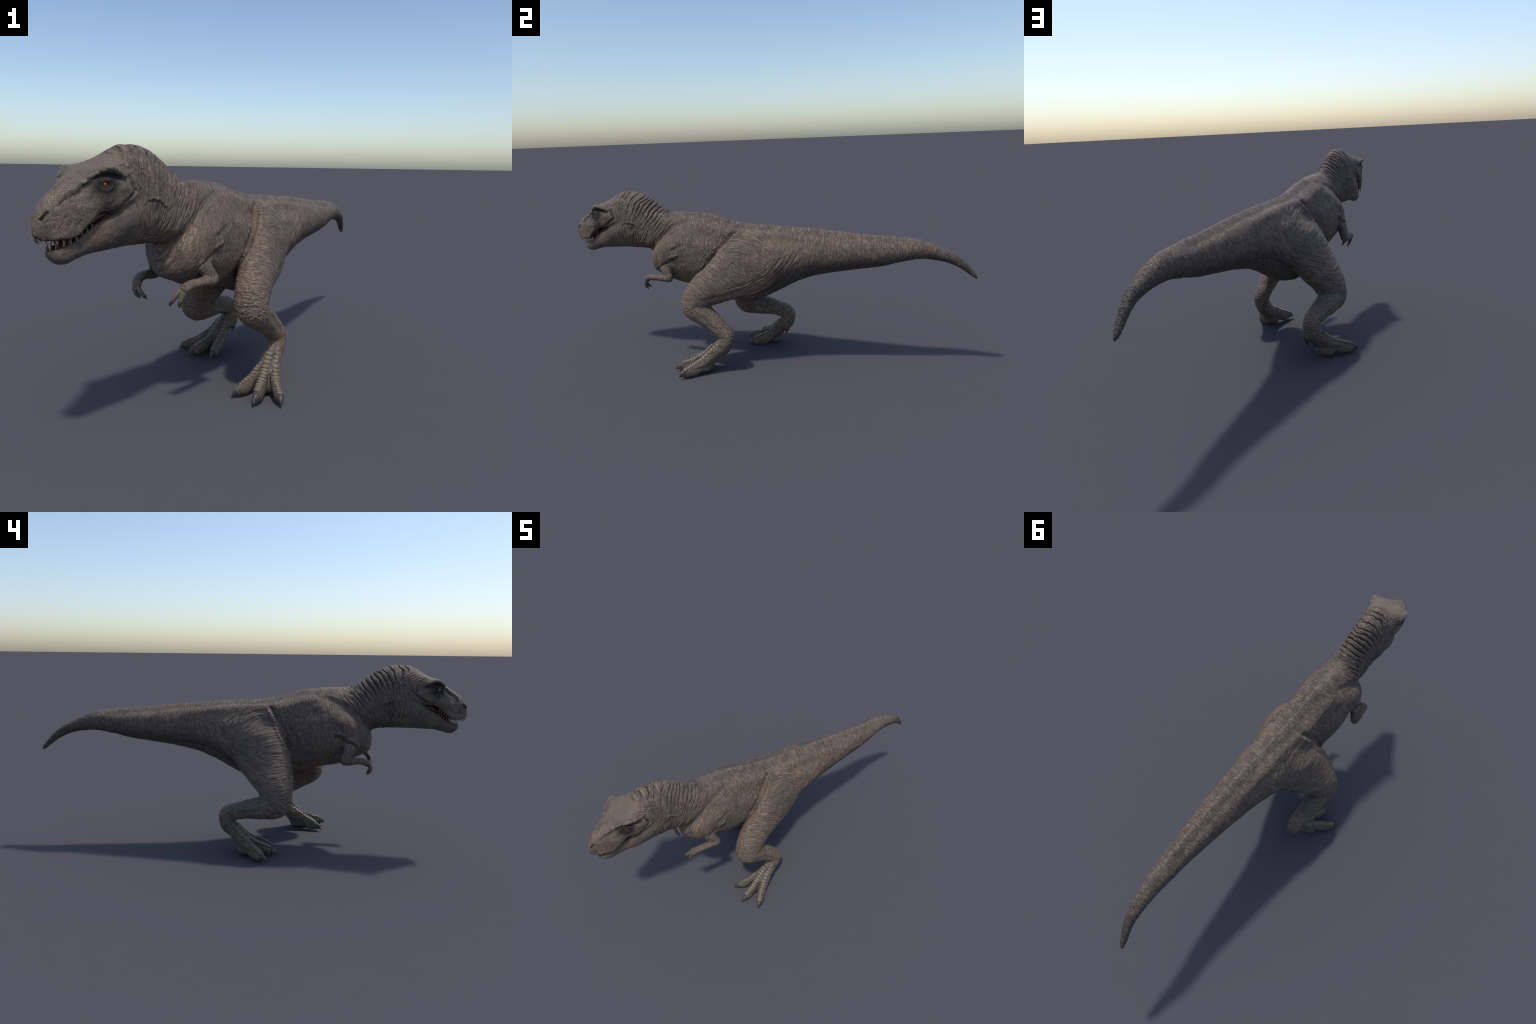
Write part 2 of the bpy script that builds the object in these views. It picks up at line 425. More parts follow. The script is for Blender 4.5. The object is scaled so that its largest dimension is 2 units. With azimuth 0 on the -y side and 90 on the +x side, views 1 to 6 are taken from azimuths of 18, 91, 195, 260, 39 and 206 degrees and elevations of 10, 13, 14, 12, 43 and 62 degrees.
EYE = np.array([-.868, P[k, 1].max() - .0070, .766]); EYE_OUT = np.array([-.28, .95, .06]); EYE_OUT = EYE_OUT / np.linalg.norm(EYE_OUT)
e1 = np.cross(EYE_OUT, [0, 0, 1]); e1 /= np.linalg.norm(e1); e2 = np.cross(e1, EYE_OUT)
def eye_ring(rs, rz, out, n=14):
    a = np.linspace(0, 2 * np.pi, n)
    return [tuple(EYE + EYE_OUT * out + e1 * rs * math.cos(t) + e2 * rz * math.sin(t)) for t in a]
stroke(eye_ring(.0130, .0105, .008), .0050, .0048, ends=0)
stroke(eye_ring(.0215, .0170, .010), .0048, .0030, ends=0)
stroke(eye_ring(.0160, .0128, .009), .0028, -.0016, ends=0)
stroke([(-1.005, .030, .701), (-1.015, .026, .690), (-1.023, .020, .679)], .0055, -.0065, ends=.1)
stroke([(-1.006, .026, .706), (-1.018, .019, .693), (-1.026, .015, .681)], .0050, .0022, ends=.1)
stroke([(-1.003, .034, .696), (-1.012, .030, .684), (-1.019, .026, .676)], .0050, .0018, ends=.1)
# lip line running up behind the mouth corner
lipline = [(-.862, .080, .686), (-.840, .087, .686), (-.822, .090, .695), (-.808, .092, .708), (-.790, .094, .724), (-.772, .093, .739), (-.758, .090, .748)]
stroke(lipline, .0070, -.0075, ends=.10)
stroke([(a - .006, b, c + .012) for a, b, c in lipline], .016, .0032, ends=.25)
stroke([(a + .010, b, c - .006) for a, b, c in lipline[2:]], .014, .0026, ends=.3)
# soft creases on the muzzle
for a, b in (((-.985, .036, .655), (-.965, .046, .690)), ((-.968, .040, .648), (-.950, .050, .680)), ((-1.000, .030, .650), (-.985, .038, .672)), ((-.945, .052, .655), (-.925, .060, .690))):
    stroke([a, b], .0040, -.0018, ends=.3, wob=.003)
# ear and temple creases
stroke([(-.785, .083, .793), (-.772, .086, .776), (-.768, .087, .757), (-.772, .089, .744)], .007, -.0050, ends=.2)
for o in range(5):
    d = .0115 * o
    stroke([(-.850 + d * .9, .050 - .006 * o, .826 + d * .45), (-.815 + d, .072 - .005 * o, .822 + d * .6), (-.780 + d * 1.1, .084 - .002 * o, .813 + d * .55), (-.750 + d * 1.2, .088, .795 + d * .3), (-.732 + d * 1.3, .087, .770), (-.722 + d * 1.4, .085, .742)],
           .0070, -.0026 + .0002 * o, kind='crease', wob=.006, ends=.4)
stroke([(-.790, .087, .780), (-.772, .090, .758), (-.755, .089, .742)], .0050, -.0030, kind='crease', wob=.003)
stroke([(-.760, .089, .772), (-.742, .088, .752), (-.733, .086, .735)], .0050, -.0032, kind='crease', wob=.003)
# deep fold behind the jaw
fold = [(-.742, .082, .697), (-.722, .080, .706), (-.700, .078, .712), (-.675, .077, .711), (-.652, .076, .702), (-.632, .075, .688), (-.615, .071, .662)]
stroke(fold, .0062, -.0034, ends=.25, wob=.007)
stroke([(a, b, c + .010) for a, b, c in fold], .010, .0036, ends=.25, wob=.008)
stroke([(-.735, .085, .690), (-.742, .084, .660), (-.738, .076, .630), (-.722, .062, .604)], .010, -.0035, ends=.25)
stroke([(-.720, .082, .690), (-.724, .080, .660), (-.716, .070, .630), (-.700, .055, .604)], .006, -.0030, ends=.25, kind='crease')
stroke([(-.706, .080, .690), (-.706, .078, .660), (-.698, .066, .628)], .006, -.0030, ends=.25, kind='crease')
# throat folds
for k in range(4):
    o = k * .011
    stroke([(-.770 + o, .052 - .010 * k, .604 - .003 * k), (-.720, .050 - .008 * k, .611 - .006 * k), (-.670, .052 - .008 * k, .613 - .009 * k), (-.628, .054 - .008 * k, .604 - .008 * k), (-.604, .052 - .006 * k, .588 - .004 * k)],
           .0062, -.0028, kind='crease', wob=.006, ends=.4)
# ---- trunk -----------------------------------------------------------
stroke([(-.585, .035, .568), (-.560, .058, .600), (-.510, .074, .645), (-.452, .080, .690), (-.390, .074, .718), (-.327, .069, .735)], .022, -.0060, ends=.2)
stroke([(-.372, .131, .626), (-.410, .126, .600), (-.455, .114, .577)], .016, -.0060, ends=.3)
stroke([(-.395, .130, .560), (-.430, .126, .543), (-.455, .118, .530), (-.478, .112, .520), (-.500, .105, .505)], .010, -.0075, ends=.3, wob=.003)
stroke([(-.395, .131, .571), (-.430, .125, .560), (-.462, .116, .548)], .012, .0055, ends=.3)
stroke([(-.478, .113, .522), (-.500, .105, .500), (-.520, .094, .487)], .007, -.0045, ends=.2, wob=.003)
for k in range(5):
    stroke([(-.475 - .012 * k, .118, .528 - .006 * k), (-.492 - .012 * k, .112, .508 - .006 * k), (-.500 - .014 * k, .098, .490 - .004 * k)], .0045, -.0028, kind='crease', wob=.004)
# front edge of the thigh, one line per leg as the legs stand differently
for sg, top, bot in ((1, [(-.104, .060, .681), (-.122, .072, .668), (-.165, .098, .615), (-.212, .114, .559), (-.250, .116, .515)], [(-.190, .108, .585), (-.230, .115, .538), (-.262, .116, .504), (-.285, .114, .475)]),
                     (-1, [(-.100, -.056, .681), (-.118, -.068, .664), (-.150, -.094, .622), (-.186, -.112, .542), (-.210, -.118, .480)], [(-.180, -.108, .560), (-.205, -.116, .500), (-.222, -.116, .440), (-.228, -.112, .400)])):
    stroke(top, .020, -.0085, both=False, ends=.08)
    stroke(bot, .010, -.0055, both=False, ends=.25)
    stroke([(a + .019 + .004 * q, b + sg * .006 * min(q, 2), c + .002) for q, (a, b, c) in enumerate(top)], .017, .0058, both=False, ends=.2)
    stroke(top[:3], .006, -.0030, both=False, ends=.15)
    for k in range(5):
        o = .014 * (k + 1)
        stroke([(a - o * (.35 + .25 * q), b, c + o * .12 * sg * (q - 1)) for q, (a, b, c) in enumerate(top)], .0052, -.0019, both=False, kind='crease', wob=.006, ends=.4)
# border of the belly strip along the underside of the tail
stroke([(.42, .045, .500), (.325, .052, .497), (.247, .062, .489), (.153, .070, .463), (.058, .078, .408), (-.040, .080, .358), (-.104, .080, .338)], .0075, -.0050, wob=.004, ends=.12)
# rolls of skin wrapping the front of each knee and meeting on its outer side
for K, sg in (((-.312, .187, .328), 1), ((-.149, -.187, .240), -1)):
    for i_, dz in enumerate((.062, .044, .028, .012, -.004, -.020, -.036)):
        pl = [(K[0] + a, K[1] + sg * b, K[2] + c + dz * f + .004 * math.sin(i_ * 2.1 + a * 90)) for a, b, c, f in
              ((.015, -.060, .0, .6), (-.035, -.038, -.002, .9), (-.058, .0, -.004, 1.0), (-.040, .036, .0, .95), (.0, .058, .004, .6), (.042, .058, .010, .25))]
        stroke(pl, .0068, (-.0028, -.0012, -.0022, -.0030, -.0014, -.0024, -.0012)[i_], both=False, kind='crease', wob=.009, ends=.35)
for pl in ([(-.222, .250, .052), (-.250, .266, .042), (-.285, .290, .034)], [(-.226, .185, .052), (-.258, .178, .042), (-.300, .160, .032)],
           [(.022, -.234, .052), (-.008, -.252, .042), (-.045, -.278, .034)], [(.020, -.170, .052), (-.012, -.160, .042), (-.050, -.140, .032)]):
    stroke(pl, .0075, -.0042, both=False, ends=.25, wob=.004)
# creases over the heel
for K, sg in (((-.150, .198, .172), 1), ((.078, -.181, .160), -1)):
    for i_ in range(5):
        h = .012 * (i_ - 2)
        pl = [(K[0] + .030 + h * .5, K[1] + sg * b, K[2] + h + .004 * abs(b) / .03) for b in (-.034, -.018, 0, .018, .034)]
        stroke(pl, .0050, -.0020, both=False, kind='crease', wob=.004, ends=.25)
apply_sculpt()

# ---- wrinkle fields ----------------------------------------------------
s_, l_, z_ = P[:, 0], P[:, 1], P[:, 2]
def cracks(u, F, f, seed, mask, width=.16):
    out = np.zeros(nv); k = np.where(mask > .01)[0]
    X = np.stack([u[k] * F, l_[k] * f, z_[k] * f], -1)
    n = gnoise(X, seed) + .35 * gnoise(X * 2.1 + 9, seed + 1)
    out[k] = -np.exp(-(n / width) ** 2) * mask[k]
    return out
# heavy nape folds, deep on top and fading down the side of the neck
temple = smooth(.040, .068, abs(l_)) * (1 - smooth(-.735, -.665, s_)) * smooth(.71, .75, z_)
tilt = .05 + .85 * smooth(-.82, -.50, s_)
un = s_ - (z_ - .80) * tilt
side = is_neck * smooth(-.80, -.72, s_) * (1 - smooth(-.47, -.40, s_)) * (1 - temple)
nape = smooth(-.845, -.78, s_) * (1 - smooth(-.545, -.46, s_)) * smooth(.735, .80, z_ + .10 * smooth(-.62, -.52, s_)) * np.maximum(is_neck, soft(vlab == 'neck')) * (1 - .85 * temple)
k = np.where(nape > .01)[0]; uk, lk, zk = un[k], l_[k], z_[k]
warp = .55 * gnoise(np.stack([uk * 16, lk * 14, zk * 14], -1), 21) + .20 * gnoise(np.stack([uk * 40, lk * 60, zk * 40], -1), 22)
ph = uk / .0275 + warp
fr = ph - np.floor(ph)
k_amp = .55 + .65 * ((np.floor(ph) * 7919 % 13) / 13)
fold_h = .0026 * np.sin(np.pi * fr) - .0088 * np.exp(-((fr - .02) / .07) ** 2) - .0088 * np.exp(-((fr - 1.02) / .07) ** 2)
disp[k] += nape[k] * k_amp * fold_h
sm = side * (1 - .6 * nape)
disp += .0036 * cracks(un, 62, 10, 31, sm) + .0015 * cracks(un, 120, 18, 33, sm)
tm = is_trunk * (1 - is_leg)
disp += .0011 * cracks(s_ + .10 * z_, 110, 28, 41, tm) + .0006 * cracks(s_, 52, 16, 43, tm)
# long folds sweeping from the flank down between thigh and tail
df = np.hypot(s_ + .17, z_ - .76)
fm = smooth(.30, .36, df) * (1 - smooth(.44, .50, df)) * smooth(.04, .07, abs(l_)) * smooth(-.16, -.08, s_) * (1 - smooth(.17, .26, s_)) * (1 - smooth(.60, .66, z_)) * np.maximum(is_trunk, is_leg) * (1 - .85 * is_leg * (l_ < 0) * smooth(.47, .40, z_))
disp += .0034 * cracks(df, 62, 7, 45, fm, .18)
# fan of arcs over hip and thigh
dh = np.hypot(s_ + .11, z_ - .45)
hip = smooth(.09, .14, dh) * smooth(.52, .58, z_) * smooth(-.17, -.12, s_) * (1 - smooth(.10, .17, s_)) * smooth(.05, .08, abs(l_)) * (1 - smooth(.66, .685, z_))
disp += .0017 * cracks(dh, 90, 18, 47, hip)
for sg, K in ((1, (-.38, .22)), (-1, (-.19, .12))):
    ua = np.hypot(s_ - K[0], z_ - K[1]); w = is_leg * (sg * l_ > 0) * smooth(.20, .27, z_) * (1 - .8 * hip)
    disp += .0012 * cracks(ua, 105, 30, 51 + sg, w) + .0007 * cracks(ua, 50, 18, 55 + sg, w)
low = is_leg * (1 - smooth(.20, .27, z_)) * (.7 + .3 * smooth(.09, .14, z_))
disp += .0012 * cracks(z_ * .8 - s_ * .5, 110, 30, 61, low)
disp += .0006 * cracks(s_ * .8 + z_ * .5, 160, 30, 65, is_arm)
disp += .0012 * cracks(s_, 130, 60, 71, smooth(.70, .85, s_))
lump = np.stack([s_, l_, z_], -1)
k = np.where(is_head > .01)[0]
disp[k] += is_head[k] * (.0010 * gnoise(lump[k] * 70, 81) + .0007 * gnoise(lump[k] * 160, 83))
disp += (1 - is_head) * .0013 * gnoise(lump * 28, 85)
apply_sculpt()

# ---- hollow the mouth ---------------------------------------------------
Nn = vertex_normals()
jw = curve(P[:, 0], [r[0] for r in JAW], [r[3] for r in JAW]); jt = curve(P[:, 0], [r[0] for r in JAW], [r[1] for r in JAW])
sk_b = curve(P[:, 0], [r[0] for r in SKULL], [r[2] for r in SKULL])
lower_in = (vlab == 'jaw') & (P[:, 0] < -.835) & (P[:, 2] > jt - .012) & (abs(P[:, 1]) < jw * .96) & (Nn[:, 2] > .30)
upper_in = (vlab == 'skull') & (P[:, 0] < -.825) & (P[:, 2] < sk_b + .010) & (Nn[:, 2] < -.45)
x = np.clip(abs(P[:, 1]) / np.maximum(jw, .004), 0, 1)
P[:, 2] -= lower_in * .017 * smooth(.92, .45, x) * smooth(-.998, -.975, P[:, 0]) * (1 - smooth(-.87, -.835, P[:, 0]))
P[:, 2] += upper_in * .009 * smooth(.85, .35, x) * smooth(-1.02, -.99, P[:, 0]) * (1 - smooth(-.87, -.83, P[:, 0]))
P = relax(P, 1)

# =====================================================================
#  MATERIALS
# =====================================================================
class Net:
    """Small helper to write node maths as expressions."""
    def __init__(self, name):
        self.mat = bpy.data.materials.new(name); self.mat.use_nodes = True
        self.t = self.mat.node_tree; self.b = self.t.nodes['Principled BSDF']
    def put(self, sock, v):
        if hasattr(v, 'is_linked'):
            self.t.links.new(v, sock)
        elif v is not None:
            sock.default_value = v
    def m(self, op, a, b=None, c=None, clamp=False):
        n = self.t.nodes.new('ShaderNodeMath'); n.operation = op; n.use_clamp = clamp
        for i, v in enumerate((a, b, c)):
            if v is not None:
                self.put(n.inputs[i], v)
        return n.outputs[0]
    def add(self, *a):
        r = a[0]
        for x in a[1:]:
            r = self.m('ADD', r, x)
        return r
    def mul(self, *a):
        r = a[0]
        for x in a[1:]:
            r = self.m('MULTIPLY', r, x)
        return r
    def sub(self, a, b):
        return self.m('SUBTRACT', a, b)
    def step(self, lo, hi, x):
        n = self.t.nodes.new('ShaderNodeMapRange'); n.interpolation_type = 'SMOOTHSTEP'
        self.put(n.inputs['Value'], x); n.inputs['From Min'].default_value = lo; n.inputs['From Max'].default_value = hi
        if lo > hi:
            n.inputs['From Min'].default_value = hi; n.inputs['From Max'].default_value = lo
            n.inputs['To Min'].default_value = 1; n.inputs['To Max'].default_value = 0
        return n.outputs[0]
    def v(self, op, a, b=None):
        n = self.t.nodes.new('ShaderNodeVectorMath'); n.operation = op
        self.put(n.inputs[0], a)
        if b is not None:
            self.put(n.inputs[1], b)
        return n.outputs['Value'] if op in ('DOT_PRODUCT', 'LENGTH', 'DISTANCE') else n.outputs[0]
    def xyz(self, x, y, z):
        n = self.t.nodes.new('ShaderNodeCombineXYZ')
        for i, q in enumerate((x, y, z)):
            self.put(n.inputs[i], q)
        return n.outputs[0]
    def noise(self, vec, scale=1, detail=2, rough=.5, dist=0):
        n = self.t.nodes.new('ShaderNodeTexNoise'); self.put(n.inputs['Vector'], vec)
        n.inputs['Scale'].default_value = scale; n.inputs['Detail'].default_value = detail
        n.inputs['Roughness'].default_value = rough; n.inputs['Distortion'].default_value = dist
        return n.outputs['Fac']
    def voro(self, vec, scale, feature='DISTANCE_TO_EDGE', rnd=1):
        n = self.t.nodes.new('ShaderNodeTexVoronoi'); n.feature = feature; self.put(n.inputs['Vector'], vec)
        n.inputs['Scale'].default_value = scale; n.inputs['Randomness'].default_value = rnd
        return n.outputs['Distance'] if feature == 'DISTANCE_TO_EDGE' else n.outputs['Color']
    def mix(self, f, a, b, mode='MIX'):
        n = self.t.nodes.new('ShaderNodeMix'); n.data_type = 'RGBA'; n.blend_type = mode
        self.put(n.inputs[0], f)
        for s, q in ((n.inputs[6], a), (n.inputs[7], b)):
            self.put(s, (*q, 1) if isinstance(q, tuple) and len(q) == 3 else q)
        return n.outputs[2]
    def lerp(self, f, a, b):
        n = self.t.nodes.new('ShaderNodeMix'); self.put(n.inputs[0], f); self.put(n.inputs[2], a); self.put(n.inputs[3], b)
        return n.outputs[0]
    def coords(self):
        o = self.t.nodes.new('ShaderNodeTexCoord').outputs['Object']
        d = self.v('SUBTRACT', o, tuple(ORG))
        s = self.v('DOT_PRODUCT', d, tuple(BK)); l = self.v('DOT_PRODUCT', d, tuple(LF)); z = self.v('DOT_PRODUCT', d, (0, 0, 1))
        return s, l, z
    def capsule(self, p, a, b):
        """Distance of p from the segment a-b."""
        a, b = np.array(a), np.array(b); ab = b - a
        t = self.m('MULTIPLY', self.v('DOT_PRODUCT', self.v('SUBTRACT', p, tuple(a)), tuple(ab)), float(1 / (ab @ ab)), clamp=True)
        n = self.t.nodes.new('ShaderNodeVectorMath'); n.operation = 'SCALE'; n.inputs[0].default_value = tuple(ab); self.put(n.inputs['Scale'], t)
        return self.v('DISTANCE', p, self.v('ADD', n.outputs[0], tuple(a)))
    def cavity(self, dist, samples=4):
        n = self.t.nodes.new('ShaderNodeAmbientOcclusion'); n.samples = samples; n.inputs['Distance'].default_value = dist
        return n.outputs['AO']
    def finish(self, color, rough, height=None, dist=.002, strength=1.0, spec=.5):
        self.put(self.b.inputs['Base Color'], (*color, 1) if isinstance(color, tuple) else color)
        self.put(self.b.inputs['Roughness'], rough); self.b.inputs['Specular IOR Level'].default_value = spec
        if height is not None:
            n = self.t.nodes.new('ShaderNodeBump'); n.inputs['Distance'].default_value = dist; n.inputs['Strength'].default_value = strength
            self.put(n.inputs['Height'], height); self.t.links.new(n.outputs[0], self.b.inputs['Normal'])
        return self.mat

def skin_material():
    N = Net('hide')
    s, l, z = N.coords()
    al = N.m('ABSOLUTE', l)
    p = N.xyz(s, l, z); pm = N.xyz(s, al, z)
    # --- where on the body
    head = N.step(-.745, -.80, N.add(s, N.mul(N.sub(z, .72), .15)))
    neck = N.mul(N.step(-.42, -.54, N.add(s, N.mul(N.sub(z, .62), -.5))), N.sub(1.0, head))
    left = N.step(-.02, .02, l)
    sz = N.xyz(s, 0.0, z)
    thL = N.mul(N.step(.165, .115, N.capsule(sz, (-.02, 0, .56), (-.30, 0, .33))), N.step(.03, .08, l))
    thR = N.mul(N.step(.165, .115, N.capsule(sz, (-.04, 0, .55), (-.15, 0, .25))), N.step(-.03, -.08, l))
    low = N.step(.30, .24, z)
    foot = N.step(.165, .125, z)
    # --- wrinkles: thin dark lines running across each part's own axis
    def cracks(u, F, f, width, detail=2.0):
        n = N.noise(N.xyz(N.mul(u, F), N.mul(l, f), N.mul(z, f)), 1, detail, .55, .15)
        return N.step(0.0, width, N.m('ABSOLUTE', N.sub(n, .5)))
    un = N.sub(s, N.mul(N.sub(z, .80), N.add(.05, N.mul(N.step(-.82, -.50, s), .85))))
    c_tr = N.m('MINIMUM', cracks(N.add(s, N.mul(z, .10)), 190, 30, .080), cracks(s, 75, 24, .045))
    c_nk = N.m('MINIMUM', cracks(un, 140, 26, .085), cracks(un, 64, 14, .05))
    uL = N.v('DISTANCE', sz, (-.38, 0, .22)); uR = N.v('DISTANCE', sz, (-.19, 0, .12))
    c_tL = cracks(uL, 170, 38, .080); c_tR = cracks(uR, 170, 38, .080)
    c_lo = cracks(N.sub(N.mul(z, .8), N.mul(s, .5)), 150, 60, .085)
    c = N.lerp(neck, c_tr, c_nk)
    c = N.lerp(thL, c, c_tL); c = N.lerp(thR, c, c_tR); c = N.lerp(low, c, c_lo)
    # --- pebble scales
    pv = N.noise(p, 60, 2)
    wp = N.v('ADD', p, N.xyz(N.mul(pv, .006), N.mul(pv, -.004), N.mul(pv, .005)))
    peb = N.step(0.0, .16, N.voro(wp, 330))
    big = N.step(0.0, .15, N.voro(wp, 235)); tiny = N.step(0, .2, N.voro(wp, 480))
    muzzle = N.mul(head, N.step(-.80, -.90, N.add(s, N.mul(N.sub(z, .70), .9))), N.step(.585, .62, z))
    scales = N.lerp(muzzle, N.lerp(head, peb, tiny), big)
    dh = N.v('DISTANCE', sz, (-.11, 0, .45))
    hip = N.mul(N.step(.09, .14, dh), N.step(.52, .58, z), N.step(-.17, -.12, s), N.step(.17, .10, s), N.step(.685, .66, z))
    c = N.lerp(hip, c, cracks(dh, 150, 34, .085))
    df = N.v('DISTANCE', sz, (-.17, 0, .76))
    fm = N.mul(N.step(.30, .36, df), N.step(.50, .44, df), N.step(-.16, -.08, s), N.step(.26, .17, s), N.step(.66, .60, z), N.step(.24, .28, z))
    c = N.lerp(fm, c, cracks(df, 100, 14, .085))
    c = N.lerp(head, c, 1.0)
    # --- colour
    n1 = N.noise(p, 7, 3, .55); n2 = N.noise(p, 22, 3, .6); n3 = N.noise(N.xyz(N.mul(s, 30), N.mul(l, 9), N.mul(z, 7)), 1, 3, .6)
    n4 = N.noise(p, 120, 2, .6)
    A, B, C, D, E_ = (.252, .180, .130), (.200, .148, .111), (.110, .086, .071), (.255, .165, .108), (.178, .160, .112)
    col = N.mix(N.step(.38, .64, n1), A, B)
    bands = N.mul(N.step(.48, .68, n3), N.lerp(head, .34, .06))
    col = N.mix(bands, col, C)
    col = N.mix(N.mul(N.step(.52, .75, n2), .30), col, C)
    warm = N.m('MAXIMUM', N.mul(N.step(.055, .0, N.v('DISTANCE', pm, (-.859, .060, .622))), .75),
               N.m('MAXIMUM', N.mul(muzzle, .50, N.step(.73, .65, z)), N.mul(N.step(.09, .0, N.v('DISTANCE', p, (-.30, .20, .40))), .4)))
    warm = N.m('MAXIMUM', warm, N.mul(N.step(.52, .70, N.noise(p, 11, 3, .5)), .35, N.sub(1.0, head)))
    col = N.mix(warm, col, D)
    col = N.mix(N.mul(head, .55), col, (.150, .115, .088))
    smudge = N.mul(head, N.step(.44, .62, N.noise(p, 26, 3, .6)), N.step(.82, .78, z), .65)
    col = N.mix(smudge, col, (.085, .068, .057))
    # pale stripe on the front of each thigh, dark haunch behind it
    stripe = N.mul(N.step(.035, .008, N.capsule(p, (-.105, -.185, .52), (-.150, -.225, .30))), N.step(.35, .55, n2))
    col = N.mix(N.mul(stripe, .5), col, D)
    # jaw and throat go grey
    jaw = N.mul(head, N.step(.70, .62, N.add(z, N.mul(N.add(s, .85), -.55))))
    col = N.mix(N.mul(jaw, .62), col, (.088, .076, .068))
    col = N.mix(N.mul(N.step(.050, .010, N.v('DISTANCE', pm, (-.862, .062, .625))), .7), col, (.215, .130, .085))
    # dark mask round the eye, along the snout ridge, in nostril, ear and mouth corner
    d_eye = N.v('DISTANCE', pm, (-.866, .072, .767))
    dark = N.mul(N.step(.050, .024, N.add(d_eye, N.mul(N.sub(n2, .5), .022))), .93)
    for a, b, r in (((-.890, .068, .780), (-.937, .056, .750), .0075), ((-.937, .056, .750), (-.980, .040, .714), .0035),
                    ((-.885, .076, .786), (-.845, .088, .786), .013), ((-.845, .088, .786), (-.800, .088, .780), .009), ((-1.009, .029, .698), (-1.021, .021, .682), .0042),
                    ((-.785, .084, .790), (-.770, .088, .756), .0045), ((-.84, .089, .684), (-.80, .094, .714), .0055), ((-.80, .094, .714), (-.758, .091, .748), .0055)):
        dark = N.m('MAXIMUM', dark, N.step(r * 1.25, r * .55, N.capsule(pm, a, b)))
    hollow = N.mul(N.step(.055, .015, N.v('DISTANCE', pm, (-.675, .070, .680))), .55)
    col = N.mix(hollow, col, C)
    # belly strip is browner, with a dark band above it along the tail
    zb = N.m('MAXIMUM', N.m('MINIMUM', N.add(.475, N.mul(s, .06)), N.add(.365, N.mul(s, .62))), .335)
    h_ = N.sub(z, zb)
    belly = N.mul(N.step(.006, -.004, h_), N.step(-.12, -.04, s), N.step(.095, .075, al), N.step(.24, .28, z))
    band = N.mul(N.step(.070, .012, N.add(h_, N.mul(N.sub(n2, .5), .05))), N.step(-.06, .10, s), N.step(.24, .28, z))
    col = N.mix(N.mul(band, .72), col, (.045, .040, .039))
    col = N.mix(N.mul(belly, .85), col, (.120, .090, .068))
    # dark streaks either side of the pale spine line
    lt_ = N.m('ABSOLUTE', N.sub(l, N.mul(N.step(0.0, .3, s), .014)))
    streak = N.mul(N.step(.008, .022, lt_), N.step(.060, .040, lt_), N.step(.60, .66, z), N.step(-.62, -.50, s), N.step(.42, .60, n2))
    col = N.mix(N.mul(streak, .7), col, C)
    spine = N.mul(N.step(.014, .004, lt_), N.step(.60, .64, z), N.step(-.50, -.42, s))
    col = N.mix(N.mul(spine, .45), col, (.26, .22, .19))
    # feet: olive with grey between the toes
    col = N.mix(N.mul(foot, .5), col, (.140, .110, .080))
    # tail end darker and mottled
    col = N.mix(N.mul(N.step(.70, .95, s), N.step(.40, .62, n2), .7), col, C)
    # cracks and scale gaps are dark, ridges paler
    col = N.mix(N.mul(N.sub(1.0, c), .72), col, (.032, .026, .023))
    col = N.mix(N.mul(N.sub(1.0, scales), N.lerp(muzzle, .40, .62)), col, (.040, .034, .030))
    n5 = N.noise(N.xyz(N.mul(s, 260), N.mul(l, 48), N.mul(z, 44)), 1, 2, .6)
    glow = N.lerp(N.m('MAXIMUM', N.m('MAXIMUM', head, low), N.m('MAXIMUM', thL, thR)), n5, n4)
    col = N.mix(N.mul(N.step(.52, .74, glow), .30), col, (.285, .228, .176))  # pale flecks tinted into the hide for glints on wrinkle ridges
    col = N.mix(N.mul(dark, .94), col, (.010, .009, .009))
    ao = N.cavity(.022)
    col = N.mix(N.mul(N.sub(1.0, N.step(.30, .92, ao)), .85), col, (.016, .014, .014))  # occlusion shade of folds and hollows darkens the base colour itself
    hgt = N.add(N.mul(c, .6), N.mul(scales, N.lerp(muzzle, .30, .6)), N.mul(n4, .35))
    rough = N.lerp(N.step(.4, .6, n4), .64, .48)
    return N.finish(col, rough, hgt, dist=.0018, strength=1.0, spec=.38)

def plain(name, base, tint, rough, scale=80, spec=.5, bump=.0006):
    N = Net(name); s, l, z = N.coords(); p = N.xyz(s, l, z)
    n = N.noise(p, scale, 4, .6)
    return N.finish(N.mix(N.step(.35, .65, n), base, tint), rough, n, bump, 1, spec)

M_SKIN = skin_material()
def claw_material():
    N = Net('claw_horn'); s, l, z = N.coords()
    n = N.noise(N.xyz(N.mul(s, 60), N.mul(l, 240), N.mul(z, 60)), 1, 3, .6)
    return N.finish(N.mix(N.step(.35, .7, n), (.030, .026, .025), (.090, .076, .068)), .50, n, .0008, 1, .5)
M_CLAW = claw_material()
def scute_material():
    N = Net('scute_horn'); g = N.t.nodes.new('ShaderNodeTexCoord').outputs['Object']
    r = N.v('LENGTH', N.v('MULTIPLY', g, (.98, .80, .3)))
    s, l, z = N.coords(); n = N.noise(N.xyz(s, l, z), 140, 3)
    info = N.t.nodes.new('ShaderNodeObjectInfo').outputs['Random']
    c = N.mix(N.step(.25, .95, r), (.228, .176, .112), (.075, .060, .047))
    c = N.mix(N.mul(info, .5), c, (.135, .112, .080))
    c = N.mix(N.mul(N.step(.45, .7, n), .5), c, (.085, .076, .062))
    return N.finish(c, .5, n, .0006, 1, .45)
M_SCUTE = scute_material()
M_BROW = plain('brow_horn', (.175, .140, .112), (.115, .092, .076), .5)
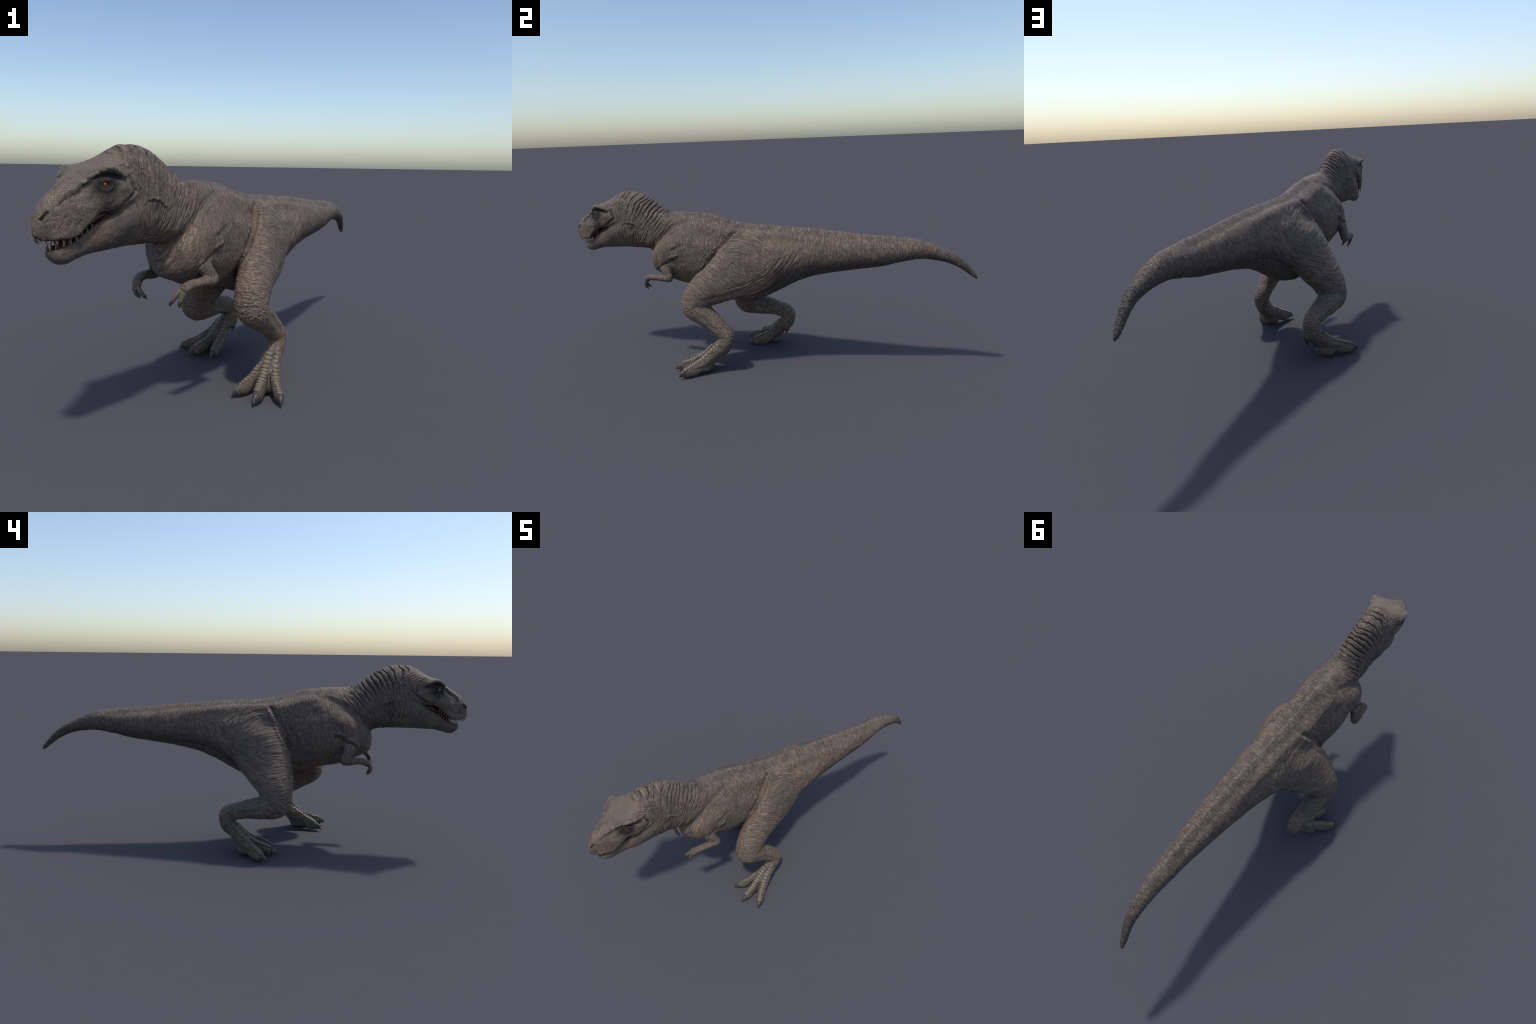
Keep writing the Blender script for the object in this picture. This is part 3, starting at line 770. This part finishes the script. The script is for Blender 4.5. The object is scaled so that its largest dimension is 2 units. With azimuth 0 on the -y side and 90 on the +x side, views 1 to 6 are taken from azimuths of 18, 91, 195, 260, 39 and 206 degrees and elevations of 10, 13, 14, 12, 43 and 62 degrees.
def tooth_material():
    N = Net('tooth_enamel'); s, l, z = N.coords(); n = N.noise(N.xyz(s, l, z), 160, 3)
    return N.finish(N.mix(N.step(.3, .7, n), (.25, .205, .13), (.13, .10, .06)), .32, None, spec=.5)
M_TOOTH = tooth_material()
M_MOUTH = plain('mouth_flesh', (.060, .018, .014), (.035, .012, .011), .45, 90)
M_GUM = plain('lip_flesh', (.095, .058, .050), (.070, .042, .038), .40, 120)
M_TONGUE = plain('tongue_flesh', (.085, .027, .021), (.055, .020, .017), .45, 120)
def eye_material():
    N = Net('eyeball'); g = N.t.nodes.new('ShaderNodeTexCoord').outputs['Object']
    sep = N.t.nodes.new('ShaderNodeSeparateXYZ'); N.put(sep.inputs[0], g)
    r = N.m('SQRT', N.add(N.mul(sep.outputs[0], sep.outputs[0]), N.mul(sep.outputs[1], sep.outputs[1])))
    n = N.noise(g, 9, 3)
    c = N.mix(N.step(.28, .55, r), (.25, .125, .032), (.12, .062, .022))
    c = N.mix(N.mul(N.step(.45, .65, n), .5), c, (.20, .09, .03))
    c = N.mix(N.step(.52, .62, r), c, (.012, .011, .010))
    c = N.mix(N.step(.26, .20, r), c, (.006, .004, .004))
    N.b.inputs['Coat Weight'].default_value = .25; N.b.inputs['Coat Roughness'].default_value = .05
    return N.finish(c, .25, None)
M_EYE = eye_material()

# =====================================================================
#  BODY PARTS: the fused skin separated by region, all sharing one frame
# =====================================================================
scene = bpy.context.scene
root = bpy.data.objects.new('dinosaur', None); scene.collection.objects.link(root)
root['label'] = 'large grey-brown predatory dinosaur striding with jaws parted'
root['category'] = 'dinosaur'

co = world(P)
fused.vertices.foreach_set('co', co.astype(np.float32).ravel()); fused.update()
vn = np.empty(nv * 3, np.float32); fused.vertex_normals.foreach_get('vector', vn); vn = vn.reshape(-1, 3)
s_, l_, z_ = P[:, 0], P[:, 1], P[:, 2]
headish = (s_ + .15 * (z_ - .72) < -.752)
region = np.full(nv, 'torso', dtype=object)
region[(vlab == 'trunk') & (s_ > .17)] = 'tail'
region[(np.isin(vlab, ['neck', 'skull', 'jaw']))] = 'neck'
region[headish] = 'head'
region[headish & (vlab == 'jaw')] = 'lower_jaw'
for side in ('left', 'right'):
    k = vlab == side + '_leg'; region[k] = side + '_leg'; region[k & (vpar >= 8.4)] = side + '_foot'
    k = vlab == side + '_arm'; region[k] = side + '_arm'; region[k & (vpar >= 6.0)] = side + '_hand'
names = sorted(set(region)); code = {n: i for i, n in enumerate(names)}
rc = np.array([code[r] for r in region])
first = lv[ls]; frc = rc[first]
f_lo = np.minimum.reduceat(lower_in[lv].astype(int), ls); f_up = np.minimum.reduceat(upper_in[lv].astype(int), ls)

def submesh(name, fmask, material, parent):
    fi = np.where(fmask)[0]
    if not len(fi):
        return None
    loops = (ls[fi][:, None] + np.arange(4)[None])
    four = lt[fi] == 4
    F = lv[loops[four]] if four.all() else None
    faces = F.tolist() if F is not None else [lv[a:a + b].tolist() for a, b in zip(ls[fi], lt[fi])]
    used = np.unique(np.concatenate([np.asarray(f) for f in faces]) if F is None else F)
    mp = np.full(nv, -1); mp[used] = np.arange(len(used))
    me = bpy.data.meshes.new(name)
    faces = mp[F].tolist() if F is not None else [[int(mp[i]) for i in f] for f in faces]
    me.from_pydata(co[used].tolist(), [], faces)
    me.polygons.foreach_set('use_smooth', np.ones(len(faces), bool))
    me.materials.append(material); me.update()
    me.normals_split_custom_set_from_vertices(vn[used].tolist())
    o = bpy.data.objects.new(name, me); scene.collection.objects.link(o); o.parent = parent
    return o

part = {}
for key, nm, par_ in (('head', 'head', None), ('neck', 'neck', None), ('torso', 'torso', None), ('tail', 'tail', None),
                      ('left_leg', 'leg', None), ('right_leg', 'leg', None), ('left_arm', 'arm', None), ('right_arm', 'arm', None),
                      ('lower_jaw', 'lower_jaw', 'head'), ('left_foot', 'foot', 'left_leg'), ('right_foot', 'foot', 'right_leg'),
                      ('left_hand', 'hand', 'left_arm'), ('right_hand', 'hand', 'right_arm')):
    m_ = frc == code[key]
    if key in ('head', 'lower_jaw'):
        m_ = m_ & (f_lo == 0) & (f_up == 0)
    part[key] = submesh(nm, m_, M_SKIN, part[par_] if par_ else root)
inhead = (frc == code['head']) | (frc == code['lower_jaw'])
submesh('palate', inhead & (f_up == 1), M_MOUTH, part['head'])
submesh('gum', inhead & (f_lo == 1) & (f_up == 0), M_GUM, part['head'])

# ---------------------------------------------------------------- small pieces
def solid(name, G, material, parent, origin=None, mesh=None):
    me = mesh or grid_mesh(name, [G])
    if not mesh:
        me.polygons.foreach_set('use_smooth', np.ones(len(me.polygons), bool)); me.materials.append(material)
    o = bpy.data.objects.new(name, me); scene.collection.objects.link(o); o.parent = parent
    return o

def horn(base, tip, r, lift, n=20, side=(0, 1, 0)):
    """A claw: round at the base, arched by `lift`, narrowing to a point."""
    base, tip = np.asarray(base, float), np.asarray(tip, float)
    d = tip - base; back_ = base - d * .35
    nodes = []
    for f, k in ((-.30, .85), (0, 1.0), (.22, .84), (.45, .63), (.7, .38), (.88, .17), (1.0, .04)):
        c = base + d * f + np.array([0, 0, 1.0]) * lift * (1 - (2 * max(f, 0) - .7) ** 2 / 1.7 if f > 0 else .70)
        c[2] -= lift * .70 if f <= 0 else lift * .70 * (1 - f) + lift * (1 - 1.3 ** 2 / 1.7) * f
        nodes.append([*c, r[0] * k, r[1] * k])
    return tube(nodes, n=n, sub=5, ref=side)[0]

for leg in TOES:
    foot = part[leg]
    for line, tip in zip(TOES[leg], TOE_TIP[leg]):
        e = np.array(line[-1]); base = np.array([e[0], e[1], e[2] * .52])
        dirn = np.array(tip) - base; dirn[2] = 0; dirn /= np.linalg.norm(dirn)
        base = base + dirn * .004
        g = horn(base, tip, (e[2] * .46, .0135), .009, side=tuple(np.cross([0, 0, 1], dirn)))
        solid('claw', world(g), M_CLAW, foot)
    nd, tip = DEW[leg]
    g = horn(nd[-1][:3], tip, (.0105, .0095), .0, side=(0, 1, 0)); solid('claw', world(g), M_CLAW, foot)
for arm in FINGERS:
    for f, tip in zip(FINGERS[arm], FINGER_TIP[arm]):
        g = horn(f[-1][:3], tip, (.0066, .0066), .001, n=14); solid('claw', world(g), M_CLAW, part[arm])

# plates along the top of the toes
from mathutils.bvhtree import BVHTree
foot_faces = [lv[a:a + 4].tolist() for a, c in zip(ls, frc) if c in (code['left_foot'], code['right_foot'], code['left_leg'], code['right_leg']) and P[lv[a], 2] < .22]
fv = np.unique(np.array(foot_faces)); mp = np.full(nv, -1); mp[fv] = np.arange(len(fv))
bvh = BVHTree.FromPolygons(co[fv].tolist(), mp[np.array(foot_faces)].tolist())
def plate_mesh(name, material, e=2.7, n=20):
    th = np.linspace(.03, math.pi - .03, 13)[:, None]; ph = (np.arange(n) / n * 2 * np.pi)[None]
    x, y, zz = np.sin(th) * np.cos(ph), np.sin(th) * np.sin(ph), np.cos(th) + 0 * ph
    q = (abs(x) ** e + abs(y) ** e + abs(zz) ** e) ** (-1 / e)
    g = np.stack([x * q, y * q, zz * q], -1)
    g[..., 2] -= .28 * g[..., 1] ** 2               # bends down to both sides
    me = grid_mesh(name, [g]); me.polygons.foreach_set('use_smooth', np.ones(len(me.polygons), bool)); me.materials.append(material)
    return me
PLATE = plate_mesh('scute', M_SCUTE)
def place(name, mesh, parent, c, t, n, size):
    t = t - n * (t @ n); t /= np.linalg.norm(t); b = np.cross(n, t)
    o = bpy.data.objects.new(name, mesh); scene.collection.objects.link(o); o.parent = parent
    M = np.eye(4); M[:3, 0] = t * size[0]; M[:3, 1] = b * size[1]; M[:3, 2] = n * size[2]; M[:3, 3] = c
    o.matrix_world = Matrix(M.tolist())
    return o
for leg in TOES:
    for ti, line in enumerate(TOES[leg]):
        q = np.array(line); T = np.r_[0, np.cumsum(np.linalg.norm(np.diff(q, axis=0), axis=1))]
        d = .004
        while d < T[-1] + .002:
            f = d / T[-1]
            stepw = (.0205 - .0105 * f) * rng.uniform(.86, 1.14)
            c = world(curve(np.array([d, min(d + .004, T[-1] + 1e-4)]), T, q))
            t = c[1] - c[0] if np.linalg.norm(c[1] - c[0]) > 1e-5 else t
            hit, nor, _, _ = bvh.find_nearest(Vector(c[0]))
            if hit is not None:
                n_ = np.array(nor); tt = t / np.linalg.norm(t)
                n_ = n_ - tt * (n_ @ tt); n_ /= np.linalg.norm(n_)
                if n_[2] < 0.05: n_ = np.array([0, 0, 1.0])
                wd = (.0152 if ti == 1 else .0130) * (1 - .10 * f) * (.75 + .25 * smooth(0, .12, f))
                place('scute', PLATE, part[leg], np.array(hit) - n_ * .0016, t, n_, (stepw * .54, wd * rng.uniform(.95, 1.05), .0036))
            d += stepw
# knobs along the brow ridge
KNOB = plate_mesh('brow_scute', M_BROW, e=2.3)
headv = np.where((rc == code['head']))[0]
kb = KDTree(len(headv))
for i, v_ in enumerate(headv):
    kb.insert(co[v_], i)
kb.balance()
knob_line = np.array([(-.917, .064, .778), (-.903, .070, .786), (-.890, .078, .794), (-.876, .086, .802), (-.860, .094, .808), (-.843, .096, .806), (-.828, .095, .801), (-.814, .092, .796)])
for sg in (1, -1):
    for i, q in enumerate(knob_line):
        c = world(q * [1, sg, 1]); nx = world(knob_line[min(i + 1, 7)] * [1, sg, 1]) - world(knob_line[max(i - 1, 0)] * [1, sg, 1])
        pt, idx, _ = kb.find(c); n_ = vn[headv[idx]].astype(float); n_ /= np.linalg.norm(n_)
        L = (.0075 + .0025 * math.sin(i * 1.7)) * (1.0 if i < 6 else .7)
        place('brow_scute', KNOB, part['head'], np.array(pt) - n_ * .0005, nx / np.linalg.norm(nx), n_, (L * 1.2, .0056, .0028))
# eyes
eye_m = None
for sg in (1, -1):
    out = EYE_OUT * [1, sg, 1]; c = world(EYE * [1, sg, 1]); o3 = out[0] * BK + out[1] * LF + out[2] * np.array([0, 0, 1.0])
    if eye_m is None:
        g, _ = ball((0, 0, 0), (1, 1, 1), 32); eye_m = grid_mesh('eye', [g]); eye_m.polygons.foreach_set('use_smooth', np.ones(len(eye_m.polygons), bool)); eye_m.materials.append(M_EYE)
    place('eye', eye_m, part['head'], c, np.array([0, 0, 1.0]), o3 / np.linalg.norm(o3), (.0100, .0100, .0100))
# teeth
UPPER = [(-1.021, .007, .013), (-1.011, .017, .015), (-.999, .024, .017), (-.985, .0295, .020), (-.969, .034, .024), (-.953, .0385, .026), (-.937, .043, .025), (-.922, .047, .019), (-.909, .050, .014), (-.898, .052, .011), (-.888, .054, .009)]
LOWER = [(-.989, .008, .022), (-.978, .0165, .015), (-.963, .0235, .018), (-.946, .0285, .014), (-.929, .034, .012), (-.914, .039, .009), (-.901, .043, .008), (-.889, .047, .007)]
for row, up in ((UPPER, True), (LOWER, False)):
    for sg in (1, -1):
        for s0, l0, h in row:
            h = h * .60 * rng.uniform(.75, 1.15); s0 = s0 + rng.uniform(-.002, .002)
            zb = float((curve(np.array([s0]), [r[0] for r in SKULL], [r[2] for r in SKULL]) + .005)[0]) if up else float((curve(np.array([s0]), [r[0] for r in JAW], [r[1] for r in JAW]) - .005)[0])
            l1 = sg * l0; hh = h + .006
            r0 = .0028 * (h / .013) ** .5
            dz = -hh if up else hh * .95
            nodes = [[s0, l1, zb, r0 * 1.1, r0], [s0 - .001, l1 + sg * .001, zb + dz * .35, r0 * 1.0, r0 * .9], [s0 + .0005, l1 + sg * .0012, zb + dz * .7, r0 * .66, r0 * .6], [s0 + .0035, l1, zb + dz, r0 * .12, r0 * .12]]
            solid('tooth', world(tube(nodes, n=12, sub=4, ref=(0, 1, 0))[0]), M_TOOTH, part['head'])
tongue = [[-.962, 0, .606, .005, .012], [-.945, 0, .617, .008, .019], [-.920, 0, .636, .013, .026], [-.89, 0, .660, .018, .034], [-.86, 0, .676, .020, .042], [-.83, 0, .688, .018, .044]]
solid('tongue', world(tube(tongue, n=24, ref=(0, 1, 0))[0]), M_TONGUE, part['head'])
bpy.data.meshes.remove(fused)
